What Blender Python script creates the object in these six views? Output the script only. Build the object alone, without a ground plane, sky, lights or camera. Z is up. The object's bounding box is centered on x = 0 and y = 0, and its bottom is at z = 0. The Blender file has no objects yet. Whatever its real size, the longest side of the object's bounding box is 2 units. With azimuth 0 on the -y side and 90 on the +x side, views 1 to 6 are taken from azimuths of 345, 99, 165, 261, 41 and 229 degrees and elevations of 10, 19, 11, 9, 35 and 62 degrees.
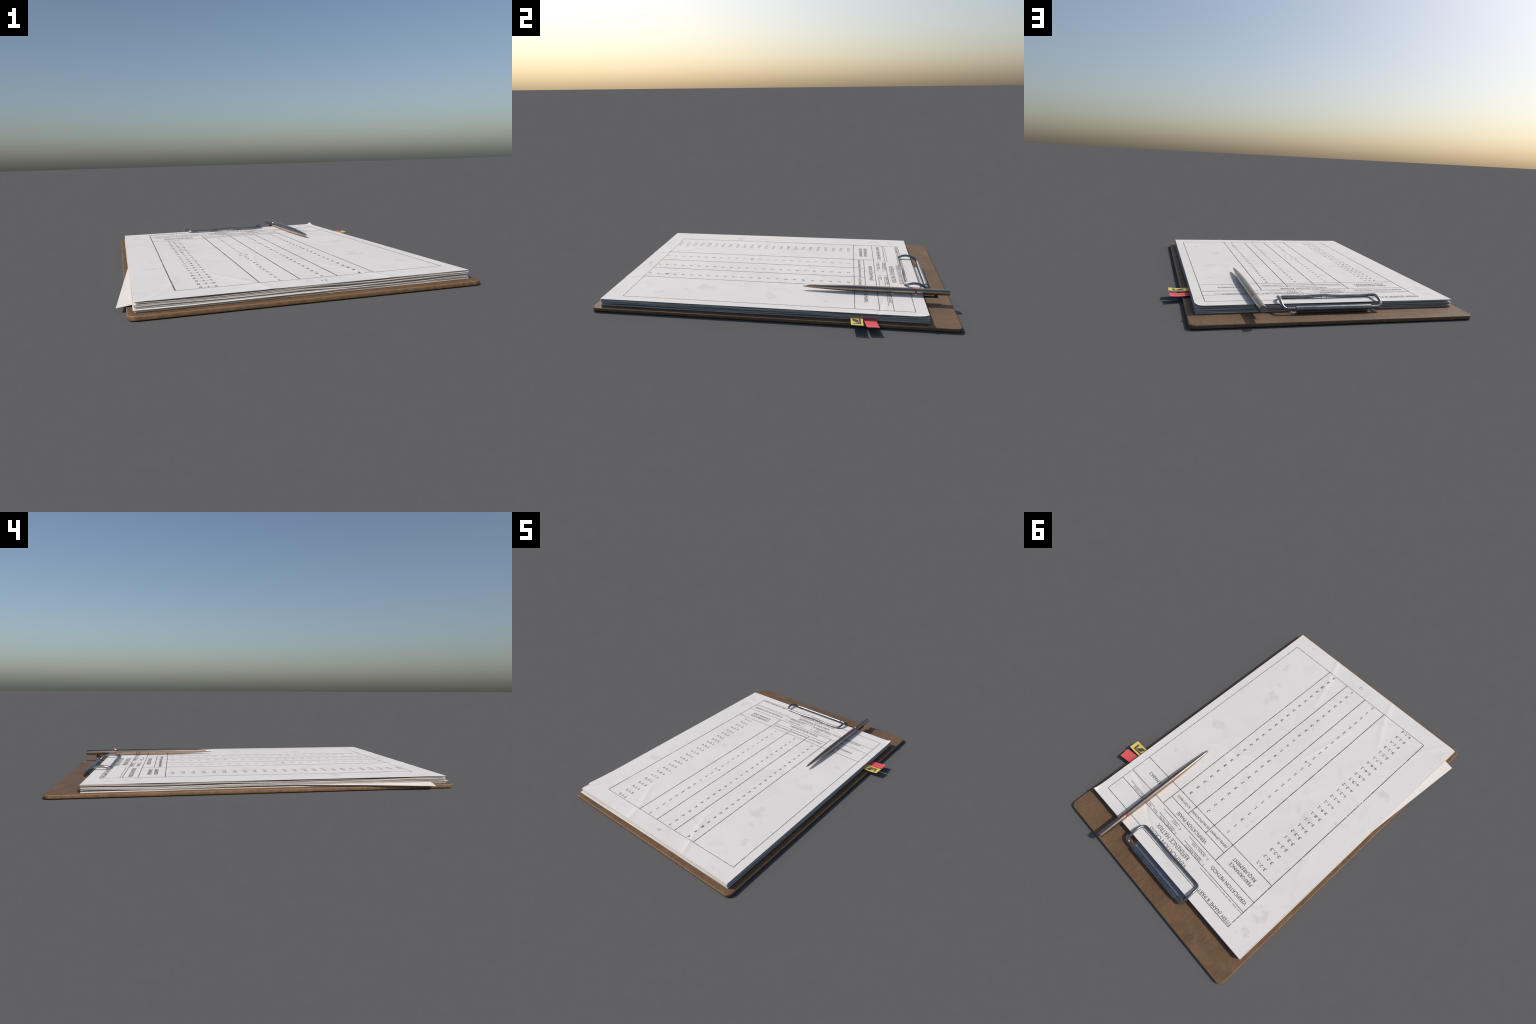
"""A brown hardboard clipboard holding a thick stack of paper with a printed
form on top, a steel wire clip, two sticky tabs and a metal ballpoint pen."""
import bpy, bmesh, math, random
import numpy as np
from mathutils import Vector, Matrix

rng = random.Random(7)
nrng = np.random.default_rng(11)
scene = bpy.context.scene
COL = scene.collection

# ------------------------------------------------------------------ helpers
def link(ob, parent=None):
    COL.objects.link(ob)
    if parent:
        ob.parent = parent
    return ob


def mesh_object(name, verts, faces, mat, parent, smooth=False, sharp=None):
    me = bpy.data.meshes.new(name)
    me.from_pydata([tuple(v) for v in verts], [], faces)
    me.update()
    if mat:
        me.materials.append(mat)
    if smooth:
        me.shade_smooth()
        if sharp is not None:
            me.set_sharp_from_angle(angle=math.radians(sharp))
    return link(bpy.data.objects.new(name, me), parent)


def bm_object(name, bm, mat, parent, smooth=False, sharp=None):
    bmesh.ops.recalc_face_normals(bm, faces=bm.faces)
    me = bpy.data.meshes.new(name)
    bm.to_mesh(me)
    bm.free()
    me.materials.append(mat)
    if smooth:
        me.shade_smooth()
        if sharp is not None:
            me.set_sharp_from_angle(angle=math.radians(sharp))
    return link(bpy.data.objects.new(name, me), parent)


def catmull(points, per=10):
    pts = [Vector(p) for p in points]
    pts = [pts[0] * 2 - pts[1]] + pts + [pts[-1] * 2 - pts[-2]]
    out = []
    for i in range(1, len(pts) - 2):
        p0, p1, p2, p3 = pts[i - 1:i + 3]
        for j in range(per):
            t = j / per
            out.append(0.5 * (2 * p1 + (p2 - p0) * t + (2 * p0 - 5 * p1 + 4 * p2 - p3) * t * t
                              + (3 * p1 - p0 - 3 * p2 + p3) * t ** 3))
    out.append(pts[-2])
    return out


def sweep(name, path, radius, mat, parent, seg=20, wobble=0.0):
    """Round wire swept along a path, ends capped."""
    bm = bmesh.new()
    rings = []
    n = len(path)
    up = Vector((0, 0, 1))
    t0 = (path[1] - path[0]).normalized()
    u = t0.cross(up).normalized()
    for i, p in enumerate(path):
        t = (path[min(i + 1, n - 1)] - path[max(i - 1, 0)]).normalized()
        u = (u - t * u.dot(t)).normalized()
        w = t.cross(u)
        r = radius * (1 + wobble * math.sin(i * 1.7) * math.sin(i * 0.37))
        rings.append([bm.verts.new(p + (u * math.cos(a) + w * math.sin(a)) * r)
                      for a in (2 * math.pi * k / seg for k in range(seg))])
    for a, b in zip(rings, rings[1:]):
        for k in range(seg):
            bm.faces.new((a[k], a[(k + 1) % seg], b[(k + 1) % seg], b[k]))
    bm.faces.new(rings[0][::-1])
    bm.faces.new(rings[-1])
    return bm_object(name, bm, mat, parent, True, 50)


def lathe(name, profile, mat, parent, axis_x, axis_z, seg=48, closed=True):
    """Turned part about a line parallel to y; profile = [(y, r), ...]."""
    bm = bmesh.new()
    rings = []
    for y, r in profile:
        if r < 1e-6:
            rings.append([bm.verts.new((axis_x, y, axis_z))])
        else:
            rings.append([bm.verts.new((axis_x + r * math.cos(a), y, axis_z + r * math.sin(a)))
                          for a in (2 * math.pi * k / seg for k in range(seg))])
    for a, b in zip(rings, rings[1:]):
        for k in range(seg):
            q = [a[k % len(a)], a[(k + 1) % len(a)], b[(k + 1) % len(b)], b[k % len(b)]]
            q = list(dict.fromkeys(q))
            if len(q) > 2:
                bm.faces.new(q)
    if closed:
        for ring in (rings[0], rings[-1]):
            if len(ring) > 2:
                bm.faces.new(ring)
    return bm_object(name, bm, mat, parent, True, 32)


def extrude_profile(name, loop, x0, x1, mat, parent, bevel=0.0006, chamfer=0.0):
    """Closed (y, z) loop pulled along x."""
    bm = bmesh.new()
    a = [bm.verts.new((x0, y, z)) for y, z in loop]
    b = [bm.verts.new((x1, y, z)) for y, z in loop]
    n = len(loop)
    for k in range(n):
        bm.faces.new((a[k], a[(k + 1) % n], b[(k + 1) % n], b[k]))
    bm.faces.new(a[::-1])
    bm.faces.new(b)
    bmesh.ops.recalc_face_normals(bm, faces=bm.faces)
    return bm_object(name, bm, mat, parent, True, 40)


# ------------------------------------------------------------------ materials
class Nodes:
    def __init__(self, name):
        self.mat = bpy.data.materials.new(name)
        self.mat.use_nodes = True
        self.t = self.mat.node_tree
        self.t.nodes.clear()
        self.out = self.add("ShaderNodeOutputMaterial")
        self.bsdf = self.add("ShaderNodeBsdfPrincipled")
        self.link(self.bsdf.outputs[0], self.out.inputs[0])
        self.coord = self.add("ShaderNodeTexCoord")
        self.obj = self.coord.outputs["Object"]

    def add(self, kind, **props):
        n = self.t.nodes.new(kind)
        for k, v in props.items():
            setattr(n, k, v)
        return n

    def link(self, a, b):
        self.t.links.new(a, b)

    def put(self, sock, value):
        if isinstance(value, bpy.types.NodeSocket):
            self.link(value, sock)
        else:
            sock.default_value = value

    def mapping(self, scale, rot=(0, 0, 0), loc=(0, 0, 0), src=None):
        m = self.add("ShaderNodeMapping")
        m.inputs["Scale"].default_value = scale
        m.inputs["Rotation"].default_value = rot
        m.inputs["Location"].default_value = loc
        self.link(src or self.obj, m.inputs["Vector"])
        return m.outputs[0]

    def noise(self, scale, detail=3, rough=0.5, vec=None, dist=0.0, color=False):
        n = self.add("ShaderNodeTexNoise")
        n.inputs["Scale"].default_value = scale
        n.inputs["Detail"].default_value = detail
        n.inputs["Roughness"].default_value = rough
        n.inputs["Distortion"].default_value = dist
        self.link(vec or self.obj, n.inputs["Vector"])
        return n.outputs[1 if color else 0]

    def ramp(self, fac, stops, mode="LINEAR"):
        r = self.add("ShaderNodeValToRGB")
        r.color_ramp.interpolation = mode
        els = r.color_ramp.elements
        while len(els) < len(stops):
            els.new(0.5)
        for e, (p, c) in zip(els, stops):
            e.position = p
            e.color = c if len(c) == 4 else (*c, 1)
        self.link(fac, r.inputs[0])
        return r.outputs[0]

    def step(self, fac, lo, hi):
        m = self.add("ShaderNodeMapRange", interpolation_type="SMOOTHSTEP")
        m.inputs["From Min"].default_value = lo
        m.inputs["From Max"].default_value = hi
        self.link(fac, m.inputs["Value"])
        return m.outputs[0]

    def math(self, op, a, b=0.0, clamp=False):
        m = self.add("ShaderNodeMath", operation=op, use_clamp=clamp)
        self.put(m.inputs[0], a)
        self.put(m.inputs[1], b)
        return m.outputs[0]

    def mix(self, fac, a, b, blend="MIX"):
        m = self.add("ShaderNodeMix", data_type="RGBA", blend_type=blend)
        self.put(m.inputs[0], fac)
        for s, v in ((m.inputs[6], a), (m.inputs[7], b)):
            self.put(s, v if isinstance(v, bpy.types.NodeSocket) else (*v, 1))
        return m.outputs[2]

    def bump(self, height, strength, distance):
        b = self.add("ShaderNodeBump")
        b.inputs["Strength"].default_value = strength
        b.inputs["Distance"].default_value = distance
        self.link(height, b.inputs["Height"])
        self.link(b.outputs[0], self.bsdf.inputs["Normal"])

    def set(self, **kw):
        for k, v in kw.items():
            self.put(self.bsdf.inputs[k.replace("_", " ")], v)


def board_material():
    n = Nodes("hardboard")
    big = n.noise(3.2, 5, 0.6, dist=0.6)
    base = n.ramp(big, [(0.30, (0.108, 0.062, 0.033)), (0.52, (0.150, 0.088, 0.046)), (0.72, (0.195, 0.117, 0.062))])
    mott = n.noise(9, 6, 0.6, dist=0.3)
    base = n.mix(n.math("MULTIPLY", n.step(mott, 0.50, 0.74), 0.6), base, (0.230, 0.140, 0.078))
    base = n.mix(n.math("MULTIPLY", n.step(n.noise(9, 5, 0.6, n.mapping((1, 1, 1), loc=(3, 5, 1))), 0.55, 0.72), 0.55),
                 base, (0.078, 0.047, 0.028))
    # long curved scuffs, lighter
    scuff = n.add("ShaderNodeTexWave", wave_type="BANDS")
    scuff.inputs["Scale"].default_value = 5.0
    scuff.inputs["Distortion"].default_value = 26.0
    scuff.inputs["Detail"].default_value = 3.0
    scuff.inputs["Detail Scale"].default_value = 0.7
    n.link(n.mapping((1, 0.8, 1), rot=(0, 0, 0.6)), scuff.inputs["Vector"])
    sc = n.math("MULTIPLY", n.step(scuff.outputs[1], 0.93, 1.0), n.step(n.noise(5, 2), 0.5, 0.65))
    base = n.mix(n.math("MULTIPLY", sc, 0.3), base, (0.30, 0.19, 0.11))
    # fibres
    fib = n.noise(60, 4, 0.7, n.mapping((1.0, 0.35, 1)))
    base = n.mix(0.28, base, n.ramp(fib, [(0.3, (0.085, 0.050, 0.028)), (0.7, (0.26, 0.157, 0.085))]))
    # rim highlight painted lighter along the upper arris and saw-cut streaks on the sides
    geo = n.add("ShaderNodeNewGeometry")
    sep = n.add("ShaderNodeSeparateXYZ")
    n.link(geo.outputs["Normal"], sep.inputs[0])
    nz = n.math("ABSOLUTE", sep.outputs[2])
    rim = n.math("MULTIPLY", n.step(nz, 0.25, 0.55), n.math("SUBTRACT", 1.0, n.step(nz, 0.85, 0.99)))
    base = n.mix(n.math("MULTIPLY", rim, n.math("ADD", n.math("MULTIPLY", mott, 0.5), 0.15)), base, (0.33, 0.20, 0.11))
    side = n.math("SUBTRACT", 1.0, n.step(nz, 0.2, 0.6))
    streak = n.noise(40, 3, 0.6, n.mapping((1, 1, 0.06)))
    base = n.mix(n.math("MULTIPLY", side, 0.6), base,
                 n.ramp(streak, [(0.32, (0.115, 0.068, 0.036)), (0.62, (0.235, 0.143, 0.077))]))
    n.set(Base_Color=base, Roughness=n.ramp(mott, [(0.3, (0.52,) * 3), (0.7, (0.7,) * 3)]))
    n.bsdf.inputs["Specular IOR Level"].default_value = 0.25
    n.bump(n.noise(130, 5, 0.65), 0.16, 0.001)
    return n.mat


BLOTCHES = [(0.511, -0.672, 0.030), (0.405, -0.405, 0.055), (0.487, -0.016, 0.045), (0.442, -0.519, 0.020),
            (-0.305, 0.009, 0.028), (-0.600, -0.398, 0.050), (-0.601, 0.606, 0.055), (-0.18, 0.26, 0.035),
            (0.52, 0.30, 0.03), (-0.06, 0.70, 0.022), (0.35, 0.23, 0.03), (-0.40, 0.05, 0.05), (-0.63, 0.72, 0.03)]


def paper_material(name, tint, marks):
    n = Nodes(name)
    base = n.mix(n.step(n.noise(2.2, 3, 0.5), 0.35, 0.7), tint, tuple(c * 0.965 for c in tint))
    base = n.mix(n.math("MULTIPLY", n.step(n.noise(8, 5, 0.62, dist=0.8), 0.53, 0.66), 0.55),
                 base, tuple(c * f for c, f in zip(tint, (0.915, 0.908, 0.90))))
    rough = 0.75
    if marks:
        warp = n.noise(14, 4, 0.6, color=True)
        sub = n.add("ShaderNodeVectorMath", operation="SUBTRACT")
        n.link(warp, sub.inputs[0])
        sub.inputs[1].default_value = (0.5, 0.5, 0.5)
        sc = n.add("ShaderNodeVectorMath", operation="SCALE")
        n.link(sub.outputs[0], sc.inputs[0])
        sc.inputs["Scale"].default_value = 0.13
        add = n.add("ShaderNodeVectorMath", operation="ADD")
        n.link(n.obj, add.inputs[0])
        n.link(sc.outputs[0], add.inputs[1])
        flat = n.mapping((1, 1, 0), src=add.outputs[0])
        total = None
        for x, y, r in BLOTCHES:
            d = n.add("ShaderNodeVectorMath", operation="DISTANCE")
            n.link(flat, d.inputs[0])
            d.inputs[1].default_value = (x, y, 0)
            m = n.math("SUBTRACT", 1.0, n.step(d.outputs["Value"], r * 0.60, r * 1.08))
            total = m if total is None else n.math("MAXIMUM", total, m)
        total = n.math("MULTIPLY", total, n.step(n.noise(22, 3, 0.6), 0.35, 0.6))
        base = n.mix(n.math("MULTIPLY", total, 0.9), base, tuple(c * f for c, f in zip(tint, (0.862, 0.858, 0.855))))
        # scattered pale-brown patches
        small = n.noise(16, 4, 0.55, n.mapping((1, 1, 0), loc=(4.2, 1.7, 0)))
        base = n.mix(n.math("MULTIPLY", n.step(small, 0.66, 0.70), 0.6), base, tuple(c * f for c, f in zip(tint, (0.870, 0.850, 0.825))))
        # toner specks
        for scale, size, keep in ((26, 0.055, 0.62), (60, 0.075, 0.66)):
            v = n.add("ShaderNodeTexVoronoi", feature="F1")
            v.inputs["Scale"].default_value = scale
            n.link(n.mapping((1, 1, 0)), v.inputs["Vector"])
            dot = n.math("LESS_THAN", v.outputs["Distance"], size)
            sepc = n.add("ShaderNodeSeparateColor")
            n.link(v.outputs["Color"], sepc.inputs[0])
            dot = n.math("MULTIPLY", dot, n.math("GREATER_THAN", sepc.outputs[0], keep))
            dot = n.math("MULTIPLY", dot, n.step(n.noise(4, 2), 0.46, 0.6))
            base = n.mix(n.math("MULTIPLY", dot, 0.6), base, (0.14, 0.13, 0.12))
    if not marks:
        # cut edges: shading between leaves painted on as darker streaks
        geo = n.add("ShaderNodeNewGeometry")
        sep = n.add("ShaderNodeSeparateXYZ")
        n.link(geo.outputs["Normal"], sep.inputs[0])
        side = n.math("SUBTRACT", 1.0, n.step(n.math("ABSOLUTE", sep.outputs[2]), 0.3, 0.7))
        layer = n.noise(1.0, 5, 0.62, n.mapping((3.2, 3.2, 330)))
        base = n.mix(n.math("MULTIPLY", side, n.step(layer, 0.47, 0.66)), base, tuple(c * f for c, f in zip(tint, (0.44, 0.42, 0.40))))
    n.set(Base_Color=base, Roughness=rough)
    n.bsdf.inputs["Specular IOR Level"].default_value = 0.08
    n.bump(n.noise(45, 4, 0.6), 0.12, 0.003)
    return n.mat


def ink_material(name="printer_ink", dark=(0.075, 0.068, 0.061), pale=(0.24, 0.228, 0.215)):
    n = Nodes(name)
    fade = n.noise(38, 4, 0.7)
    info = n.add("ShaderNodeObjectInfo")
    f = n.math("ADD", n.step(fade, 0.48, 0.74), n.math("MULTIPLY", info.outputs["Random"], 0.25), True)
    n.set(Base_Color=n.mix(f, dark, pale), Roughness=0.6)
    n.bsdf.inputs["Specular IOR Level"].default_value = 0.2
    return n.mat


def metal_material(name, color, dark, rough, grain, brushed=None):
    n = Nodes(name)
    wear = n.noise(grain, 5, 0.65, brushed and n.mapping(brushed))
    n.set(Base_Color=n.mix(n.step(wear, 0.42, 0.72), color, dark), Metallic=1.0,
          Roughness=n.ramp(n.noise(grain * 1.7, 4, 0.6), [(0.3, (rough,) * 3), (0.75, (rough + 0.10,) * 3)]))
    n.bump(n.noise(grain * 4, 3, 0.6), 0.03, 0.0006)
    return n.mat


def plain_material(name, color, rough, spec=0.5, vary=0.08, scale=40, coat=0.0):
    n = Nodes(name)
    n.set(Base_Color=n.mix(n.noise(scale, 3), tuple(c * (1 - vary) for c in color), tuple(min(1, c * (1 + vary)) for c in color)),
          Roughness=rough)
    n.bsdf.inputs["Specular IOR Level"].default_value = spec
    n.bsdf.inputs["Coat Weight"].default_value = coat
    return n.mat


BOARD = board_material()
PAPER = paper_material("form_paper", (0.785, 0.752, 0.722), True)
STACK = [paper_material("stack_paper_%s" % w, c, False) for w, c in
         (("white", (0.78, 0.74, 0.70)), ("warm", (0.66, 0.61, 0.56)), ("grey", (0.50, 0.465, 0.435)))]  # warm and grey tints lowered to deepen the stack's shadow side
INK = ink_material()
TITLE_INK = ink_material("thin_printer_ink", (0.14, 0.132, 0.124), (0.32, 0.305, 0.295))
STEEL = metal_material("wire_steel", (0.32, 0.322, 0.33), (0.21, 0.212, 0.22), 0.29, 26)
PLATE = metal_material("clip_plate_steel", (0.37, 0.39, 0.42), (0.31, 0.325, 0.35), 0.46, 18)
PEN = metal_material("champagne_metal", (0.46, 0.36, 0.275), (0.36, 0.28, 0.215), 0.16, 22, (1, 0.25, 1))  # reddened to carry the tan bounce light off the paper
PEN_END = metal_material("dull_metal", (0.36, 0.34, 0.32), (0.26, 0.245, 0.23), 0.42, 60)
NIB = metal_material("nib_steel", (0.46, 0.46, 0.47), (0.35, 0.35, 0.36), 0.34, 60)
BLACK = metal_material("blackened_steel", (0.085, 0.085, 0.09), (0.05, 0.05, 0.055), 0.38, 40)
RED = plain_material("red_lacquer", (0.62, 0.012, 0.012), 0.25, coat=0.6)
TAB_RED = plain_material("red_sticky_paper", (0.72, 0.105, 0.105), 0.55, 0.25, 0.03, 14)
TAB_YELLOW = plain_material("yellow_sticky_paper", (0.70, 0.535, 0.125), 0.55, 0.25, 0.03, 14)
TAB_INK = plain_material("tab_ink", (0.085, 0.072, 0.050), 0.6, 0.2)

# ------------------------------------------------------------------ dimensions
BX0, BX1, BT = -0.730, 0.697, 0.0190          # hardboard
PX0, PX1, PY0, PY1 = -0.7027, 0.6553, -0.9607, 0.8385   # the form
TOP = 0.0582                                   # face of the form
BOTTOM = BT + 0.0006

clipboard = bpy.data.objects.new("clipboard", None)
clipboard.empty_display_size = 0.2
link(clipboard)
clipboard["label"] = "brown hardboard clipboard with thick stack of printed paper forms"
clipboard["category"] = "clipboard"


def ridge(x, y, pts, height, width):
    """Soft crease along a polyline; fades out at both ends."""
    best = np.full(np.shape(x), 1e9)
    along = np.zeros(np.shape(x))
    side = np.zeros(np.shape(x))
    n = len(pts) - 1
    for i in range(n):
        a, b = np.array(pts[i]), np.array(pts[i + 1])
        d = b - a
        l2 = (d ** 2).sum()
        t = np.clip(((x - a[0]) * d[0] + (y - a[1]) * d[1]) / l2, 0, 1)
        qx, qy = x - a[0] - t * d[0], y - a[1] - t * d[1]
        dist = np.hypot(qx, qy)
        m = dist < best
        best = np.where(m, dist, best)
        along = np.where(m, (i + t) / n, along)
        side = np.where(m, np.sign(qx * d[1] - qy * d[0]) * dist, side)
    fade = np.sin(np.pi * np.clip(along * 0.86 + 0.14, 0, 1)) ** 0.8
    return height * fade * np.exp(-(best / width) ** 2)


CREASES = [([(0.302, -0.965), (0.295, -0.942), (0.242, -0.819), (0.175, -0.659), (0.146, -0.516)], 0.0011, 0.020),
           ([(-0.196, -0.965), (-0.205, -0.931), (-0.248, -0.814), (-0.325, -0.687), (-0.373, -0.595)], 0.0010, 0.022),
           ([(-0.080, -0.22), (-0.098, -0.303), (-0.131, -0.458), (-0.148, -0.564), (-0.154, -0.72)], 0.0009, 0.013),
           ([(-0.66, -0.95), (-0.571, -0.813), (-0.533, -0.677), (-0.525, -0.559)], 0.0009, 0.020),
           ([(0.70, 0.575), (0.549, 0.600), (0.485, 0.610), (0.40, 0.640)], -0.0010, 0.012),
           ([(0.40, 0.655), (0.353, 0.669), (0.266, 0.714), (0.20, 0.73)], -0.0007, 0.010),
           ([(0.52, 0.16), (0.40, 0.11), (0.292, 0.103), (0.103, 0.177), (0.032, 0.259)], 0.0005, 0.022),
           ([(-0.10, 0.12), (-0.277, -0.062), (-0.330, -0.20)], 0.0006, 0.022),
           ([(-0.62, 0.35), (-0.55, 0.15), (-0.58, -0.1)], 0.0004, 0.03)]


def form_height(x, y):
    """Surface of the top sheet: nearly flat, creased, one lifted corner."""
    x, y = np.asarray(x, float), np.asarray(y, float)
    z = np.full(np.broadcast(x, y).shape, TOP)
    for pts, h, w in CREASES:
        z = z + ridge(x, y, pts, 1.95 * h, 0.85 * w)
    z = z + 0.00025 * np.sin(7 * x + 2 * y) * np.sin(5 * y - 3 * x + 1)
    dx, dy = np.maximum(PX1 - x, 0), np.maximum(PY1 - y, 0)
    return z + 0.0142 * np.exp(-dx / 0.0115 - dy / 0.0210)


# ------------------------------------------------------------------ board
def rounded_rect(x0, x1, y0, y1, r, seg=10):
    out = []
    for cx, cy, a0 in ((x1 - r, y1 - r, 0), (x0 + r, y1 - r, 90), (x0 + r, y0 + r, 180), (x1 - r, y0 + r, 270)):
        for k in range(seg + 1):
            a = math.radians(a0 + 90 * k / seg)
            out.append((cx + r * math.cos(a), cy + r * math.sin(a)))
    return out


def build_board():
    bm = bmesh.new()
    rings = []
    # edge profile: inset from the outline against height, softly rounded arrises
    prof = [(0.0052, 0.0), (0.0022, 0.0008), (0.0006, 0.0028), (0.0, 0.0060), (0.0, 0.0128),
            (0.0005, 0.0158), (0.0020, 0.0180), (0.0045, 0.0189), (0.0075, BT)]
    for inset, z in prof:
        pts = rounded_rect(BX0 + inset, BX1 - inset, -1.0 + inset, 1.0 - inset, max(0.034 - inset, 0.008))
        rings.append([bm.verts.new((x, y, z)) for x, y in pts])
    n = len(rings[0])
    for a, b in zip(rings, rings[1:]):
        for k in range(n):
            bm.faces.new((a[k], a[(k + 1) % n], b[(k + 1) % n], b[k]))
    bm.faces.new(rings[0][::-1])
    bm.faces.new(rings[-1])
    ob = bm_object("backing_board", bm, BOARD, clipboard, True, 60)
    return ob


build_board()

# ------------------------------------------------------------------ paper stack
N = 19                      # sheets (each stands for a few leaves) under the form
SLIP = 7                    # the one that has slipped out, counted from below
THICK = 0.00090


def waves(seed, freq):
    r = np.random.default_rng(seed)
    terms = [(r.normal(0, freq), r.normal(0, freq), r.uniform(0, 6.28)) for _ in range(5)]

    def f(x, y):
        s = 0
        for a, b, p in terms:
            s = s + np.sin(a * x + b * y + p)
        return s / 2.4
    return f


GAP = [waves(100 + k, 6.0) for k in range(N + 1)]
BIG = {5: 2.6, 9: 2.2, 11: 1.2, 14: 2.8, 18: 2.2, 19: 3.0}      # wider gaps that split the stack in bundles


def stack_levels(x, y):
    """Lower face of every sheet at (x, y), sharing the height out between gaps."""
    g = np.array([BIG.get(k, 0.30) * np.clip(0.50 + 0.95 * GAP[k](x, y), 0.02, 2.4) for k in range(N + 1)])
    g[0], g[1], g[2] = 0.02, 0.3 * g[1], 0.4 * g[2]
    free = (TOP - 0.0016 - BOTTOM) - N * THICK
    g = g / g.sum(0) * free
    return np.array([BOTTOM + g[:k + 1].sum(0) + k * THICK for k in range(N)])


def sheet(name, outline_fn, level_fn, thick, nx, ny, mat, parent):
    """Thin slab: outline_fn maps (u, v) in 0..1 to x, y; level_fn gives its lower face."""
    u, v = np.meshgrid(np.linspace(0, 1, nx), np.linspace(0, 1, ny))
    x, y = outline_fn(u, v)
    z = level_fn(x, y)
    th = np.broadcast_to(thick, z.shape)
    low = np.stack([x, y, z], -1).reshape(-1, 3)
    high = np.stack([x, y, z + th], -1).reshape(-1, 3)
    m = nx * ny
    faces = []
    for j in range(ny - 1):
        for i in range(nx - 1):
            a = j * nx + i
            faces.append((m + a, m + a + 1, m + a + 1 + nx, m + a + nx))
            faces.append((a, a + nx, a + nx + 1, a + 1))
    rim = ([i for i in range(nx)] + [j * nx + nx - 1 for j in range(1, ny)]
           + [(ny - 1) * nx + i for i in range(nx - 2, -1, -1)] + [j * nx for j in range(ny - 2, 0, -1)])
    for a, b in zip(rim, rim[1:] + rim[:1]):
        faces.append((a, b, m + b, m + a))
    return mesh_object(name, np.vstack([low, high]), faces, mat, parent, True, 30)


for k in range(N):
    if k == SLIP:
        # rotated loose leaf: its left edge sticks out and droops past the board
        corner, ang, w, h = Vector((-0.7655, -0.8745)), math.radians(-4.95), 0.90, 1.45
        ux, uy = Vector((math.cos(ang), math.sin(ang))), Vector((-math.sin(ang), math.cos(ang)))

        def outline(u, v):
            return corner.x + ux.x * w * u + uy.x * h * v, corner.y + ux.y * w * u + uy.y * h * v

        def level(x, y):
            out = np.clip(PX0 + 0.012 - x, 0, 1)
            z = stack_levels(np.clip(x, PX0, PX1), np.clip(y, PY0, PY1))[SLIP]
            t = np.clip(out / 0.075, 0, 1)
            near = np.clip((-0.30 - y) / 0.5, 0, 1)
            return z - (z - 0.0188) * t * (0.35 + 0.65 * near)
        sheet("loose_sheet", outline, level, 0.0008, 46, 60, STACK[0], clipboard)
        continue
    dx, dy = nrng.normal(0, 0.0010), nrng.normal(0, 0.0009)
    da = math.radians(nrng.normal(0, 0.10))
    skew = -da
    if k == SLIP + 1:                          # the leaf above it peeps out at the same corner
        dx, dy, da, skew = -0.0045, -0.007, 0.010, 0.001
    if k == 1:
        dy, da = -0.002, 0.004
    if k > N - 3:
        dx, dy = dx * 0.4, abs(dy) * 0.4
    trim = abs(nrng.normal(0, 0.0012))

    def outline(u, v, dx=dx, dy=dy, da=da, skew=skew, trim=trim):
        x = PX0 + trim + (PX1 - PX0 - 2 * trim) * u
        y = PY0 + trim + (PY1 - PY0 - 2 * trim) * v
        return x + y * skew + dx, y + x * da + dy

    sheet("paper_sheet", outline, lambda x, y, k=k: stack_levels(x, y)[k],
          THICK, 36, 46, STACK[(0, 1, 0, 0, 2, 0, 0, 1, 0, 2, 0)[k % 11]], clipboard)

def ease(t):
    """Pack the grid closer towards the edges, where the corner curls."""
    return 0.4 * t + 0.6 * (0.5 - 0.5 * np.cos(np.pi * t))


form = sheet("printed_form", lambda u, v: (PX0 + (PX1 - PX0) * ease(u), PY0 + (PY1 - PY0) * ease(v)),
             lambda x, y: form_height(x, y) - 0.0008, 0.0008, 280, 360, PAPER, clipboard)

# ------------------------------------------------------------------ printing on the form
LIFT = 0.00035


def rule(x0, y0, x1, y1, width, broken=0.0, seed=0):
    """Printed rule: a thin strip of ink that follows the paper, with ragged width and gaps."""
    length = math.hypot(x1 - x0, y1 - y0)
    n = max(2, int(length / 0.005))
    r = np.random.default_rng(900 + seed)
    t = np.linspace(0, 1, n + 1)
    x, y = x0 + (x1 - x0) * t, y0 + (y1 - y0) * t
    ox, oy = -(y1 - y0) / length, (x1 - x0) / length
    w = 0.5 * width * (1 + 0.16 * np.convolve(r.normal(0, 1, n + 3), [0.3, 0.5, 0.3], "same")[1:n + 2])
    drift = 0.00025 * np.sin(t * length * 17 + seed)
    ax, ay = x + ox * (drift + w), y + oy * (drift + w)
    bx, by = x + ox * (drift - w), y + oy * (drift - w)
    verts = np.vstack([np.stack([ax, ay, form_height(ax, ay) + LIFT], -1),
                       np.stack([bx, by, form_height(bx, by) + LIFT], -1)])
    worn = r.normal(0, 1, n) + 1.2 * np.sin(t[:-1] * length * 6.0 + 1.3 * seed)
    keep = worn < (9 if broken == 0 else 2.6 - 2.0 * broken)
    faces = [(n + 1 + i, n + 2 + i, i + 1, i) for i in range(n) if keep[i]]
    mesh_object("ruled_line", verts, faces, INK, form)


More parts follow.
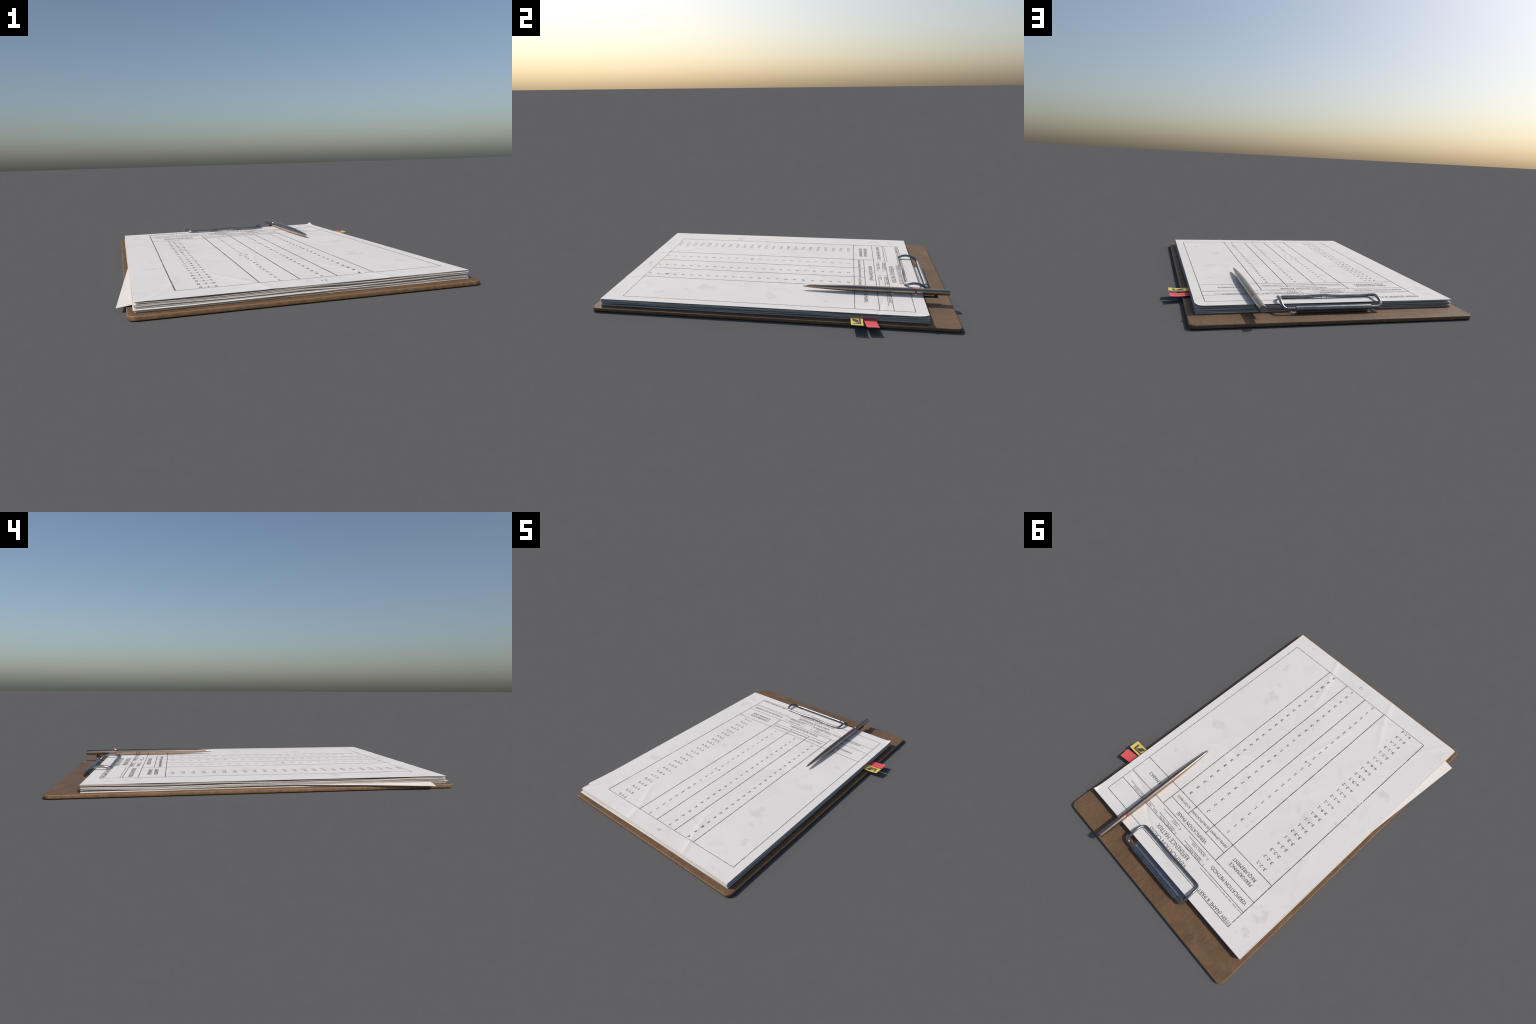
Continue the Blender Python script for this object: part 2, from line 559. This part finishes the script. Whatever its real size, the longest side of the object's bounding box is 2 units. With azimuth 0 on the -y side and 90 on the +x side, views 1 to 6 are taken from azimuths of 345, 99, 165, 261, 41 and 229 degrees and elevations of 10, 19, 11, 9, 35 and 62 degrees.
FX0, FX1, FY0, FY1 = -0.5435, 0.6025, -0.8525, 0.7750
HAIR, THIN, BOLD = 0.0028, 0.0034, 0.0045
rules = [
    (FX0 + .003, FY1 + .001, FX1 + .002, FY1 - .002, THIN, 0), (FX0 - .004, FY0 - .001, FX1 - .003, FY0 + .002, HAIR, 0),
    (FX0 + .003, FY1 + .001, FX0 + .001, 0.30, BOLD, 0.22), (FX0 + .001, 0.30, FX0 - .002, -0.30, BOLD, 0.26),
    (FX0 - .002, -0.30, FX0 - .004, FY0, BOLD, 0.0),
    (FX1 + .002, FY1 - .002, FX1 - .003, FY0 + .002, THIN, 0),
    (FX0, 0.678, -0.184, 0.680, HAIR, 0.22), (FX0, 0.666, FX1 + .002, 0.663, THIN, 0.0),
    (FX0, 0.590, FX1 + .002, 0.588, THIN, 0), (-0.211, 0.5245, 0.283, 0.5235, THIN, 0),
    (FX0, 0.457, FX1 + .002, 0.458, THIN, 0),
    (-0.2115, 0.590, -0.217, FY0, BOLD, 0), (-0.043, 0.5240, -0.050, FY0, BOLD, 0),
    (0.1235, 0.5240, 0.113, FY0, BOLD, 0), (0.2835, 0.588, 0.278, FY0, BOLD, 0),
    (-0.155, 0.6455, 0.004, 0.6425, HAIR, 0), (-0.152, 0.6095, 0.005, 0.6080, HAIR, 0),
    (0.100, 0.6440, 0.249, 0.6405, HAIR, 0), (0.100, 0.6070, 0.252, 0.6070, HAIR, 0),
    (0.298, 0.6410, 0.544, 0.6385, HAIR, 0),
]
for i, (x0, y0, x1, y1, w, br) in enumerate(rules):
    rule(x0, y0, x1, y1, w, br, i)


def glyph_mesh(body, spacing=1.0, bold=0.0):
    """Outline the text with the built-in font; returns verts and faces, left at x = 0, baseline y = 0."""
    cu = bpy.data.curves.new("lettering", "FONT")
    cu.body = body
    cu.size = 1.0
    cu.space_character = spacing
    cu.offset = bold
    cu.resolution_u = 3
    ob = bpy.data.objects.new("lettering", cu)
    COL.objects.link(ob)
    dg = bpy.context.evaluated_depsgraph_get()
    me = bpy.data.meshes.new_from_object(ob.evaluated_get(dg))
    v = np.array([tuple(p.co) for p in me.vertices]).reshape(-1, 3)
    f = [tuple(p.vertices) for p in me.polygons]
    bpy.data.objects.remove(ob)
    bpy.data.curves.remove(cu)
    bpy.data.meshes.remove(me)
    v[:, 0] -= v[:, 0].min()
    return v, f


CAP = None


def cap_height():
    global CAP
    if CAP is None:
        CAP = glyph_mesh("H")[0][:, 1].max()
    return CAP


def print_text(body, x0, x1, y, height, mat=INK, spacing=1.05, bold=0.0, tilt=0.0):
    """Print a line between x0 and x1 with its baseline at y and the given capital height."""
    v, f = glyph_mesh(body, spacing)
    sx, sy = (x1 - x0) / v[:, 0].max(), height / cap_height()
    px = x0 + v[:, 0] * sx
    py = y + v[:, 1] * sy + (px - x0) * tilt
    me = np.stack([px, py, form_height(px, py) + LIFT], -1)
    if bold:                                    # struck twice, a hair apart
        k = len(me)
        me = np.vstack([me, np.stack([px + bold, py + bold * 0.4, form_height(px + bold, py) + LIFT + 6e-5], -1)])
        f = f + [tuple(k + q for q in face) for face in f]
    return mesh_object("printed_text", me, f, mat, form)


print_text("ITEM (NAME & PART", -0.530, -0.275, 0.7515, 0.0185, bold=0.0007)
print_text("VERIFICATION METHOD:", -0.519, -0.223, 0.6185, 0.0215, bold=0.0007)
print_text("PERFORMANCE", -0.462, -0.281, 0.5295, 0.0205, bold=0.0007)
print_text("REQUIREMENT", -0.459, -0.275, 0.4965, 0.0205, bold=0.0007)
print_text("VERIFICATION CROSS", -0.125, 0.211, 0.7280, 0.0270, TITLE_INK, 1.0, 0.0005)
print_text("REFERENCE MATRIX", -0.100, 0.195, 0.6830, 0.0270, TITLE_INK, 1.0, 0.0005)
print_text("1._SIMILARITY", -0.186, -0.018, 0.6490, 0.0130, TITLE_INK, 1.0, 0.0005)
print_text("2._ANALYSIS", -0.184, -0.040, 0.6135, 0.0130, TITLE_INK, 1.0, 0.0005)
print_text("3._INSPECTION", 0.072, 0.226, 0.6485, 0.0130, TITLE_INK, 1.0, 0.0005)
print_text("4._TEST", 0.070, 0.156, 0.6120, 0.0130, TITLE_INK, 1.0, 0.0005)
print_text("N/A", 0.260, 0.296, 0.6460, 0.0130, TITLE_INK, 1.0, 0.0005)
print_text("NOT APPLICABLE", 0.318, 0.502, 0.6450, 0.0130, TITLE_INK, 1.0, 0.0005)
print_text("VERIFICATION PHASE", -0.093, 0.173, 0.5520, 0.0215, bold=0.0007)
print_text("DEVELOPMENT", -0.197, -0.051, 0.4860, 0.0145, bold=0.0007)
print_text("QUALIFICATION", -0.038, 0.116, 0.4875, 0.0145, bold=0.0007)
print_text("ACCEPTANCE", 0.141, 0.260, 0.4850, 0.0145, bold=0.0007)
print_text("REMARKS", 0.388, 0.508, 0.5110, 0.0200, bold=0.0007)
print_text("12", 0.021, 0.046, -0.9120, 0.0165, TITLE_INK, 1.0, 0.0)

clauses = ("3.2.1 3.2.2 3.2.3 3.2.4 3.3.1 3.3.2 3.4.1 3.7.1 3.8.1 3.9.1 4.1.1 4.1.2 "
           "4.2.1 4.2.2 4.3.1 4.5.2 4.6.1 4.6.4 4.7.1 5.1.1 5.1.3 5.1.4 5.1.5 5.1.6").split()
phases = {"development": ["1", "1", "3"] + ["1"] * 9 + ["1.4"] + ["1"] * 11,
          "qualification": list("22333232333") + ["1", "4", "4"] + ["3"] * 9 + ["4"],
          "acceptance": ["3"] * 24}
ROW0, ROW1 = 0.4235, -0.8325
NUM_H = 0.0185
number_mesh = {}


STROKES = {"1": [(-0.0052, 0.0042, 0.0006, 0.0086), (0.0010, 0.0090, 0.0002, -0.0088), (-0.0056, -0.0084, 0.0062, -0.0084)],
           "4": [(0.0016, 0.0092, -0.0066, -0.0026), (-0.0070, -0.0030, 0.0066, -0.0030), (0.0032, 0.0030, 0.0022, -0.0092)]}


def stroke_digit(ch, pen_width=0.0027):
    """Typewriter-like 1 and 4 drawn as single straight pen strokes."""
    v, f = [], []
    for i, (x0, y0, x1, y1) in enumerate(STROKES[ch]):
        d = Vector((x1 - x0, y1 - y0)).normalized() * pen_width / 2
        n = Vector((-d.y, d.x))
        k = len(v)
        v += [(x0 - d.x * .5 + n.x, y0 - d.y * .5 + n.y, i * 6e-5), (x0 - d.x * .5 - n.x, y0 - d.y * .5 - n.y, i * 6e-5),
              (x1 + d.x * .5 - n.x, y1 + d.y * .5 - n.y, i * 6e-5), (x1 + d.x * .5 + n.x, y1 + d.y * .5 + n.y, i * 6e-5)]
        f.append((k, k + 1, k + 2, k + 3))
    return np.array(v), f


def typed_number(body):
    """Digits on a fixed pitch with round dots midway between them."""
    pitch = 0.0155
    V, F = [], []
    for i, ch in enumerate(body):
        cx = (i - (len(body) - 1) / 2) * pitch
        if ch == ".":
            v = np.array([(0.0026 * math.cos(a), 0.0026 * math.sin(a) - NUM_H / 2 + 0.0042, 0) for a in (2 * math.pi * k / 10 for k in range(10))])
            f = [tuple(range(10))]
        elif ch in STROKES:
            v, f = stroke_digit(ch)
        else:
            v, f = glyph_mesh(ch, 1.0, 0.012)
            v[:, 0] = (v[:, 0] / v[:, 0].max() - 0.5) * 0.0145
            v[:, 1] = (v[:, 1] / cap_height() - 0.5) * NUM_H
            v[:, 0] += v[:, 1] * 0.10
        v = v + np.array([cx, 0, 0])
        k = sum(len(a) for a in V)
        V.append(v)
        F += [tuple(k + q for q in face) for face in f]
    return np.vstack(V), F


def print_number(body, cx, cy):
    """One number of the table; equal numbers share a mesh."""
    if body not in number_mesh:
        v, f = typed_number(body)
        wide = float(v[:, 0].max() - v[:, 0].min())
        me = bpy.data.meshes.new("printed_number")
        me.from_pydata([tuple(p) for p in v], [], f)
        me.materials.append(INK)
        number_mesh[body] = (me, wide)
    me, wide = number_mesh[body]
    ob = link(bpy.data.objects.new("printed_number", me), form)
    xs = cx + np.linspace(-0.55, 0.55, 7)[None] * wide
    ys = cy + np.linspace(-0.6, 0.6, 5)[:, None] * NUM_H
    hz = form_height(xs + 0 * ys, ys + 0 * xs)
    ob.location = (cx, cy, float(hz.max()) + LIFT)
    ob.rotation_euler = (0, 0, rng.uniform(-0.05, 0.05))
    s = rng.uniform(0.93, 1.05)
    ob.scale = (s, s, 1)


for r, clause in enumerate(clauses):
    t = r / (len(clauses) - 1)
    y = ROW0 + (ROW1 - ROW0) * t
    print_number(clause, -0.4165 - 0.001 * t, y - 0.001)
    for key, xa, xb in (("development", -0.130, -0.131), ("qualification", 0.053, 0.051), ("acceptance", 0.2195, 0.2200)):
        print_number(phases[key][r], xa + (xb - xa) * t + rng.uniform(-0.0012, 0.0012), y + rng.uniform(-0.001, 0.001))

# ------------------------------------------------------------------ sticky tabs
def tab_surface(za, zb, dip):
    """Height of a tab against x: leaves the stack, sags, curls up at its end."""
    def f(x):
        t = np.clip((np.asarray(x, float) - 0.655) / 0.110, -1, 1.2)
        return za + (zb - za) * np.clip(t, 0, 2) - dip * np.sin(np.pi * np.clip(t, 0, 1)) + 0.0016 * np.clip(t - 0.75, 0, 1) * 4
    return f


def build_tab(name, quad, surf, mat):
    (ax, ay), (bx, by), (cx, cy), (dx, dy) = quad     # inner -y, outer -y, outer +y, inner +y

    def outline(u, v):
        x = (ax + (bx - ax) * u) * (1 - v) + (dx + (cx - dx) * u) * v
        y = (ay + (by - ay) * u) * (1 - v) + (dy + (cy - dy) * u) * v
        return x, y
    return sheet(name, outline, lambda x, y: surf(x), 0.0006, 26, 8, mat, clipboard)


yellow_z, red_z = tab_surface(0.0370, 0.0400, 0.0035), tab_surface(0.0300, 0.0325, 0.0030)
yellow_tab = build_tab("yellow_sticky_tab", ((0.600, 0.4330), (0.7630, 0.4390), (0.7662, 0.5010), (0.600, 0.4985)), yellow_z, TAB_YELLOW)
build_tab("red_sticky_tab", ((0.600, 0.4930), (0.7655, 0.5190), (0.7600, 0.5825), (0.600, 0.5560)), red_z, TAB_RED)


def tab_mark(polys):
    """Bold angular arrow mark printed on the yellow tab."""
    bm = bmesh.new()
    for poly in polys:
        vs = [bm.verts.new((x, y, 0)) for x, y in poly]
        bm.faces.new(vs)
    bmesh.ops.triangulate(bm, faces=bm.faces)
    bmesh.ops.subdivide_edges(bm, edges=bm.edges, cuts=3, use_grid_fill=True)
    for v in bm.verts:
        v.co.z = float(yellow_z(v.co.x)) + 0.0010
    for f in bm.faces:
        f.normal_update()
        if f.normal.z < 0:
            f.normal_flip()
    me = bpy.data.meshes.new("tab_mark")
    bm.to_mesh(me)
    bm.free()
    me.materials.append(TAB_INK)
    link(bpy.data.objects.new("tab_mark", me), yellow_tab)


tab_mark([[(0.7440, 0.4510), (0.7425, 0.4900), (0.7300, 0.4810), (0.7330, 0.4485)],
          [(0.7295, 0.4812), (0.7415, 0.4905), (0.6740, 0.4870), (0.6740, 0.4775)],
          [(0.7310, 0.4790), (0.7030, 0.4480), (0.6745, 0.4450), (0.6900, 0.4755)]])

# ------------------------------------------------------------------ wire clip
clip = bpy.data.objects.new("wire_clip", None)
link(clip, clipboard)
AY, AZ = 0.8845, 0.0450                    # axis of the hinge tube
WIRE = 0.0082


def side_arm(sx, end):
    """Control points from the tube out, over the arch and down to the front corner."""
    prof = [(0.034, 0.8845, 0.0452), (0.012, 0.8815, 0.0485), (0.003, 0.8715, 0.0575), (0.0, 0.8540, 0.0685),
            (0.0, 0.8290, 0.0770), (0.0, 0.8020, 0.0795), (0.002, 0.7780, 0.0752), (0.010, 0.7610, 0.0697), (0.029, 0.7540, 0.0676)]
    return [(end - sx * a, y, z) for a, y, z in prof]


XL, XR = -0.2735, 0.2455
mid = (XL + XR) / 2
pts = [(mid + 0.10, AY, AZ)] + side_arm(1, XR)
pts += [(0.150, 0.7535, 0.0670), (0.085, 0.7535, 0.0670), (0.035, 0.7545, 0.0700), (mid, 0.7550, 0.0722),
        (-0.060, 0.7545, 0.0698), (-0.110, 0.7535, 0.0670), (-0.180, 0.7535, 0.0670)]
pts += side_arm(-1, XL)[::-1] + [(mid - 0.10, AY, AZ)]
sweep("wire_loop", catmull(pts, 9), WIRE, STEEL, clip, 20, 0.012)

# hinge tube, rolled from the plate
bm = bmesh.new()
tube = []
for x, r in ((-0.214, 0.0078), (-0.2140, 0.0108), (-0.2128, 0.0129), (0.1788, 0.0129), (0.18, 0.0108), (0.18, 0.0078)):
    tube.append([bm.verts.new((x, AY + r * math.cos(a), AZ + r * math.sin(a))) for a in (2 * math.pi * k / 40 for k in range(40))])
for a, b in zip(tube, tube[1:]):
    for k in range(40):
        bm.faces.new((a[k], a[(k + 1) % 40], b[(k + 1) % 40], b[k]))
bm_object("hinge_tube", bm, STEEL, clip, True, 35)

# base plate: lies under the paper, its back edge rises into the tube
t = 0.0022
upper = [(0.8700, 0.0215), (0.8725, 0.0230), (0.8735, 0.0270), (0.8738, 0.0340), (0.8745, 0.0420)]
lower = [(y + 0.0018, z - t) for y, z in upper]
extrude_profile("tube_web", upper + lower[::-1], -0.206, 0.172, PLATE, clip)
bm = bmesh.new()
out = [(-0.232, 0.8362), (-0.245, 0.8420), (-0.240, 0.8700), (-0.222, 0.8760), (-0.205, 0.8715), (0.171, 0.8715),
       (0.188, 0.8760), (0.206, 0.8700), (0.212, 0.8420), (0.200, 0.8362)]
lo = [bm.verts.new((x, y, BT + 0.0003)) for x, y in out]
hi = [bm.verts.new((x, y, BT + 0.0030)) for x, y in out]
for k in range(len(out)):
    bm.faces.new((lo[k], lo[(k + 1) % len(out)], hi[(k + 1) % len(out)], hi[k]))
bm.faces.new(hi)
bm.faces.new(lo[::-1])
bm_object("base_plate", bm, PLATE, clip)
for x in (-0.229, 0.196):
    bm = bmesh.new()
    bmesh.ops.create_uvsphere(bm, u_segments=20, v_segments=10, radius=0.0050)
    for v in bm.verts:
        v.co = Vector((x + v.co.x, 0.866 + v.co.y, BT + 0.0034 + v.co.z * 0.7))
    bm_object("rivet", bm, PLATE, clip, True)

# ------------------------------------------------------------------ pen
pen = bpy.data.objects.new("ballpoint_pen", None)
pen.location = (0.365, 0.56, 0.06)
link(pen)
pen["label"] = "slim champagne metal ballpoint pen with thin red ring"
pen["category"] = "pen"
bpy.context.view_layer.update()
QX, QZ = 0.3650, 0.0797
pen_parts = [
    lathe("barrel", [(0.1700, 0.0040), (0.1702, 0.0058), (0.1716, 0.0066), (0.205, 0.0085), (0.250, 0.0111), (0.300, 0.0136),
                     (0.350, 0.0157), (0.400, 0.0174), (0.440, 0.0184), (0.480, 0.0188), (0.560, 0.0188), (0.680, 0.0184),
                     (0.790, 0.0180), (0.7932, 0.0177), (0.7944, 0.0166), (0.7944, 0.0150)], PEN, pen, QX, QZ, 64),
    lathe("accent_ring", [(0.7962, 0.0120), (0.7962, 0.0163), (0.7970, 0.0166), (0.8002, 0.0166), (0.8010, 0.0163), (0.8010, 0.0120)], RED, pen, QX, QZ, 64),
    lathe("ring_groove", [(0.7930, 0.0120), (0.7930, 0.0158), (0.8045, 0.0158), (0.8045, 0.0120)], BLACK, pen, QX, QZ, 48),
    lathe("cap", [(0.8026, 0.0150), (0.8026, 0.0166), (0.8036, 0.0177), (0.8060, 0.0180), (0.900, 0.0177), (0.976, 0.0173), (0.9795, 0.0171),
                  (0.9826, 0.0162), (0.9836, 0.0148), (0.9830, 0.0138)], PEN, pen, QX, QZ, 64, False),
    lathe("end_disc", [(0.978, 0.0138), (0.9832, 0.0138), (0.9836, 0.0132), (0.9838, 0.0)], PEN_END, pen, QX, QZ, 48, False),
    lathe("writing_tip", [(0.1720, 0.0046), (0.1690, 0.0046), (0.1660, 0.0040), (0.1575, 0.0026), (0.1520, 0.0015), (0.1505, 0.0008), (0.1502, 0.0)], NIB, pen, QX, QZ, 24, False),
]
# pocket clip, tucked under the upper sheets
bm = bmesh.new()
path = [(0.700, 0.0535, 0.0022), (0.845, 0.0515, 0.0042), (0.906, 0.0510, 0.0046), (0.918, 0.0510, 0.0046), (0.9225, 0.0512, 0.0040)]
rings = []
for y, z, h in path:
    w = 0.0080
    rings.append([bm.verts.new((QX + a * w, y, z + b * h)) for a, b in
                  ((-1, -0.5), (-0.7, -1), (0.7, -1), (1, -0.5), (1, 0.5), (0.7, 1), (-0.7, 1), (-1, 0.5))])
for a, b in zip(rings, rings[1:]):
    for k in range(8):
        bm.faces.new((a[k], a[(k + 1) % 8], b[(k + 1) % 8], b[k]))
bm.faces.new(rings[0])
bm.faces.new(rings[-1])
pen_parts.append(bm_object("pocket_clip", bm, BLACK, pen, True, 40))
loop = [(0.9000, 0.0535), (0.9195, 0.0535), (0.9195, 0.0640), (0.9000, 0.0640)]
pen_parts.append(extrude_profile("clip_post", loop, QX - 0.0040, QX + 0.0040, BLACK, pen))
for ob in pen_parts:
    ob.matrix_parent_inverse = pen.matrix_world.inverted()
